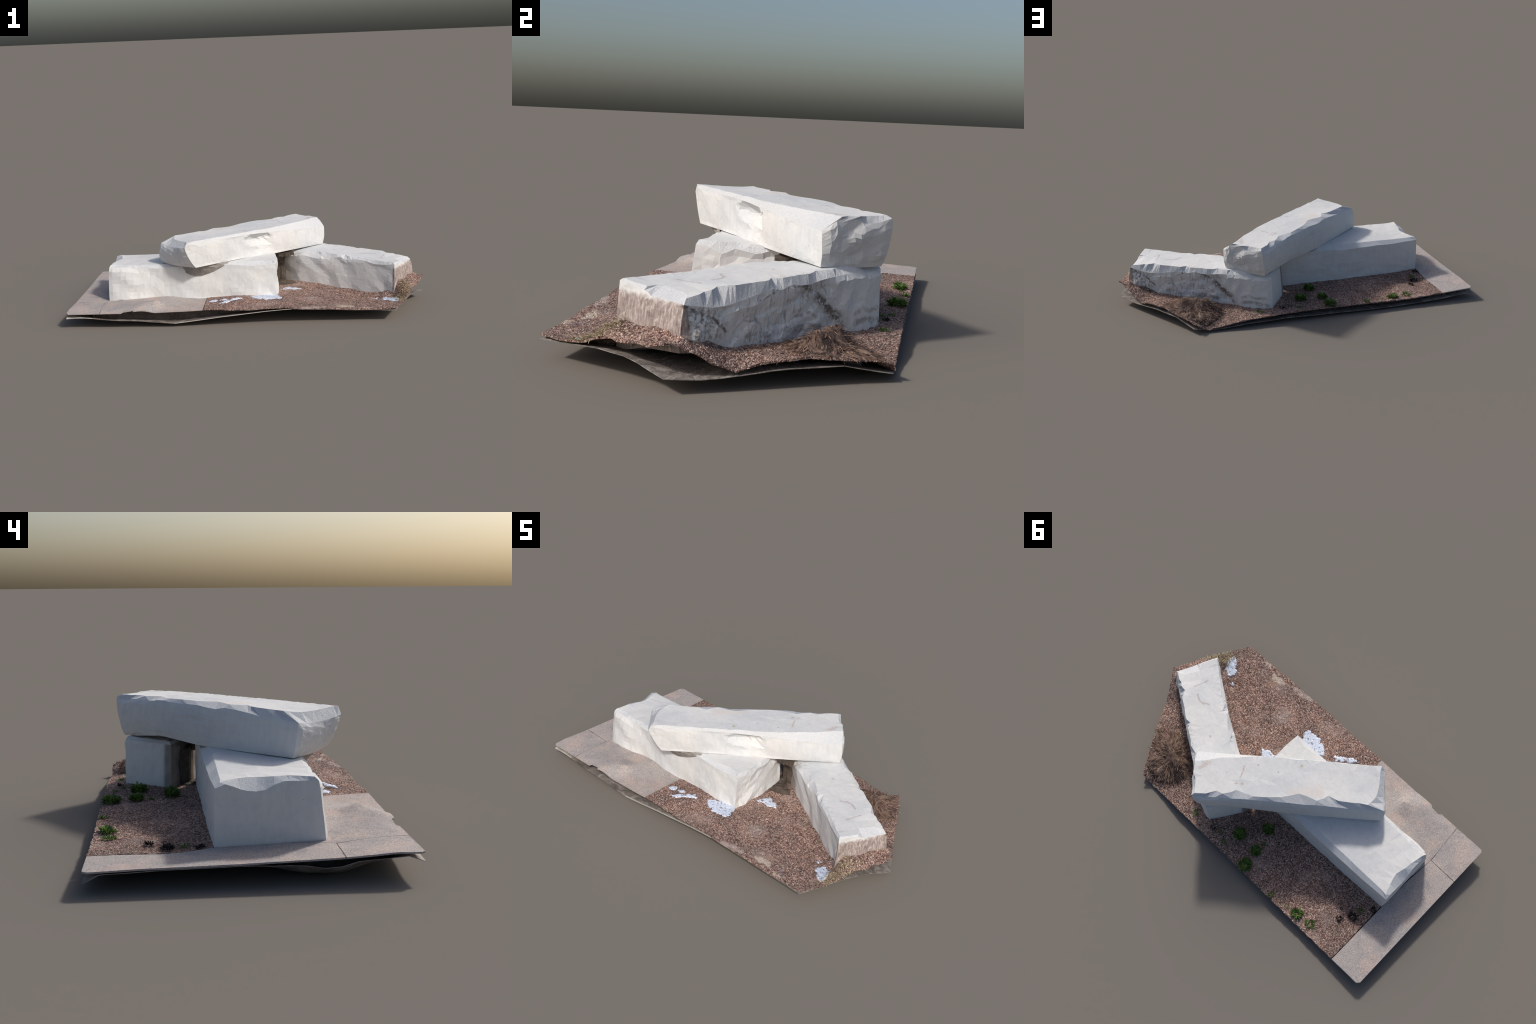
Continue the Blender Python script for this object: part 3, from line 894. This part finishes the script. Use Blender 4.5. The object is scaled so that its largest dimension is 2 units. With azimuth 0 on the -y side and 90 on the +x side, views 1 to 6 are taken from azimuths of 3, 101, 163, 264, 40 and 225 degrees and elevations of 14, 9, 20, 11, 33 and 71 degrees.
# ------------------------------------------------------------------ plants and loose stuff
def blade(verts, faces, p, yaw, length, width, lean, r, curl=.5, segs=3):
    """A tapering folded leaf from base p."""
    d = Vector((math.cos(yaw), math.sin(yaw), 0))
    s = Vector((-d.y, d.x, 0))
    i0 = len(verts)
    pos = Vector(p)
    for k in range(segs + 1):
        f = k / segs
        w = width * (math.sin(math.pi * min(.95, .18 + .8 * f)) if k < segs else .08)
        a = lean - curl * f
        mid = pos + Vector((0, 0, -.12 * w))
        verts += [pos - s * w * .5 + Vector((0, 0, .2 * w)), mid, pos + s * w * .5 + Vector((0, 0, .2 * w))]
        pos = pos + (d * math.cos(a) + Vector((0, 0, math.sin(a)))) * (length / segs)
    for k in range(segs):
        a = i0 + 3 * k
        faces += [(a, a + 1, a + 4, a + 3), (a + 1, a + 2, a + 5, a + 4)]


def tuft(name, x, y, rad, h, count, mat, seed, leaf=(.012, .02), lean=(.2, 1.3)):
    r = random.Random(seed)
    V, F = [], []
    for _ in range(count):
        a, q = r.uniform(0, math.tau), rad * math.sqrt(r.random()) * .8
        px, py = x + q * math.cos(a), y + q * math.sin(a)
        up = h * (1 - (q / rad) ** 2) * r.uniform(.0, .75)
        L = r.uniform(*leaf)
        blade(V, F, (px, py, gz(px, py) + up), a + r.uniform(-.9, .9), L, L * r.uniform(.32, .55), r.uniform(*lean), r)
    return add(name, V, F, [mat], root, False)


def weed(x, y, rad, h, count, seed, leaf=(.012, .022)):
    tuft("weed_clump", x, y, rad, h, count, M_LEAF, seed, leaf)


weed(-.071, .233, .030, .050, 170, 1)
weed(.022, .362, .033, .040, 180, 2)
weed(-.109, .368, .027, .032, 140, 3)
weed(-.122, .462, .035, .034, 190, 4)
weed(-.51, .455, .030, .010, 90, 5)
weed(-.597, .446, .030, .008, 70, 6, (.008, .014))
weed(-.339, .478, .020, .008, 40, 7, (.008, .014))
weed(.06, .455, .012, .006, 22, 8, (.006, .012))
weed(.105, .425, .014, .006, 26, 9, (.006, .012))
weed(-.11, .31, .014, .006, 24, 10, (.006, .012))
weed(.29, .445, .016, .008, 26, 11, (.008, .014))
weed(-.44, .462, .010, .006, 14, 12, (.006, .012))
weed(-.745, .20, .018, .008, 26, 13, (.008, .014))
tuft("dead_tuft", -.735, .255, .024, .014, 70, M_DEAD, 14, (.008, .016))
tuft("dead_tuft", -.69, .315, .016, .010, 40, M_DEAD, 15, (.008, .014))
tuft("dead_tuft", -.79, .155, .016, .012, 36, M_DEAD, 16, (.008, .014))
tuft("dead_tuft", .16, .44, .014, .008, 24, M_DEAD, 17, (.008, .014))

# straw round the south end of the east block
r = random.Random(31)
V, F = [], []
n = 0
while n < 620:
    x, y = r.uniform(.80, .96), r.uniform(-.40, -.12)
    t = (x - .808) * .874 - (y + .264) * -.486          # outward distance from the end face
    out = (x - .808) * .883 + (y + .264) * -.469
    if out < .004 or not in_poly(x, y, gravel_poly) or edge_dist(x, y, gravel_poly) < .004:
        continue
    dens = math.exp(-((x - .845) ** 2 + (y + .30) ** 2) / .0045)
    if r.random() > dens:
        continue
    blade(V, F, (x, y, gz(x, y) - .001), r.uniform(-1.9, .3), r.uniform(.012, .03), r.uniform(.0015, .003), r.uniform(.1, 1.1), r, r.uniform(.3, 1.4))
    n += 1
add("dry_grass", V, F, [M_STRAW], root, False, kind="stuff")

# dry strands that make the brush heap shaggy and spread along the foot of the block
r = random.Random(51)
V, F = [], []
for k in range(1300):
    if k % 3:
        x, y = r.uniform(.48, .80), r.uniform(.18, .47)
        if not in_poly(x, y, fp):
            continue
        base_z = float(heap_top(np.array([x]), np.array([y]))[0])
    else:
        x, y = r.uniform(.47, .90), r.uniform(.08, .47)
        if not in_poly(x, y, gravel_poly) or edge_dist(x, y, gravel_poly) < .012 or math.hypot(x - .66, y - .30) > .22:
            continue
        base_z = gz(x, y) + .001
        if in_poly(x, y, fp):
            base_z = float(heap_top(np.array([x]), np.array([y]))[0])
    a = math.atan2(y - .31, x - .615) + r.uniform(-.6, .6)
    blade(V, F, (x, y, base_z - .001), a, r.uniform(.016, .038), r.uniform(.0016, .0036), r.uniform(-.25, .45), r, r.uniform(.2, .8))
add("brush_strand", V, F, [M_STRAND], root, False, kind="stuff")

# loose stones over the gravel bed
r = random.Random(77)
V, F = [], []
blocks2d = [[p[:2] for p in q] for q in ([Bb["sw"], Bb["se"], Bb["ne"], Bb["nw"]], [Cb["n2"], Cb["s1"], Cb["s2"], Cb["n1"]])]
n = 0
while n < 4500:
    x, y = r.uniform(-.8, .99), r.uniform(-.495, .495)
    if not in_poly(x, y, gravel_poly) or edge_dist(x, y, gravel_poly) < .005 or any(in_poly(x, y, b) for b in blocks2d):
        continue
    if in_poly(x, y, foot) or (x < -.24 and y < 0):
        continue
    s = r.uniform(.0012, .0024) * (1.6 if r.random() < .06 else 1)
    c = Vector((x, y, gz(x, y) + s * .35))
    rot = r.uniform(0, math.tau)
    i0 = len(V)
    for dx, dy, dz in ((1, 0, 0), (0, 1, 0), (-1, 0, 0), (0, -1, 0)):
        k = r.uniform(.7, 1.25)
        V.append(c + Vector((s * k * (dx * math.cos(rot) - dy * math.sin(rot)), s * k * (dx * math.sin(rot) + dy * math.cos(rot)), r.uniform(-.3, .3) * s)))
    V.append(c + Vector((r.uniform(-.4, .4) * s, r.uniform(-.4, .4) * s, s * r.uniform(.4, .8))))
    V.append(c - Vector((0, 0, s * .6)))
    for k in range(4):
        a, b = i0 + k, i0 + (k + 1) % 4
        F += [(a, b, i0 + 4), (b, a, i0 + 5)]
    n += 1
add("gravel_stone", V, F, [M_STONE], root, False, kind="stuff")
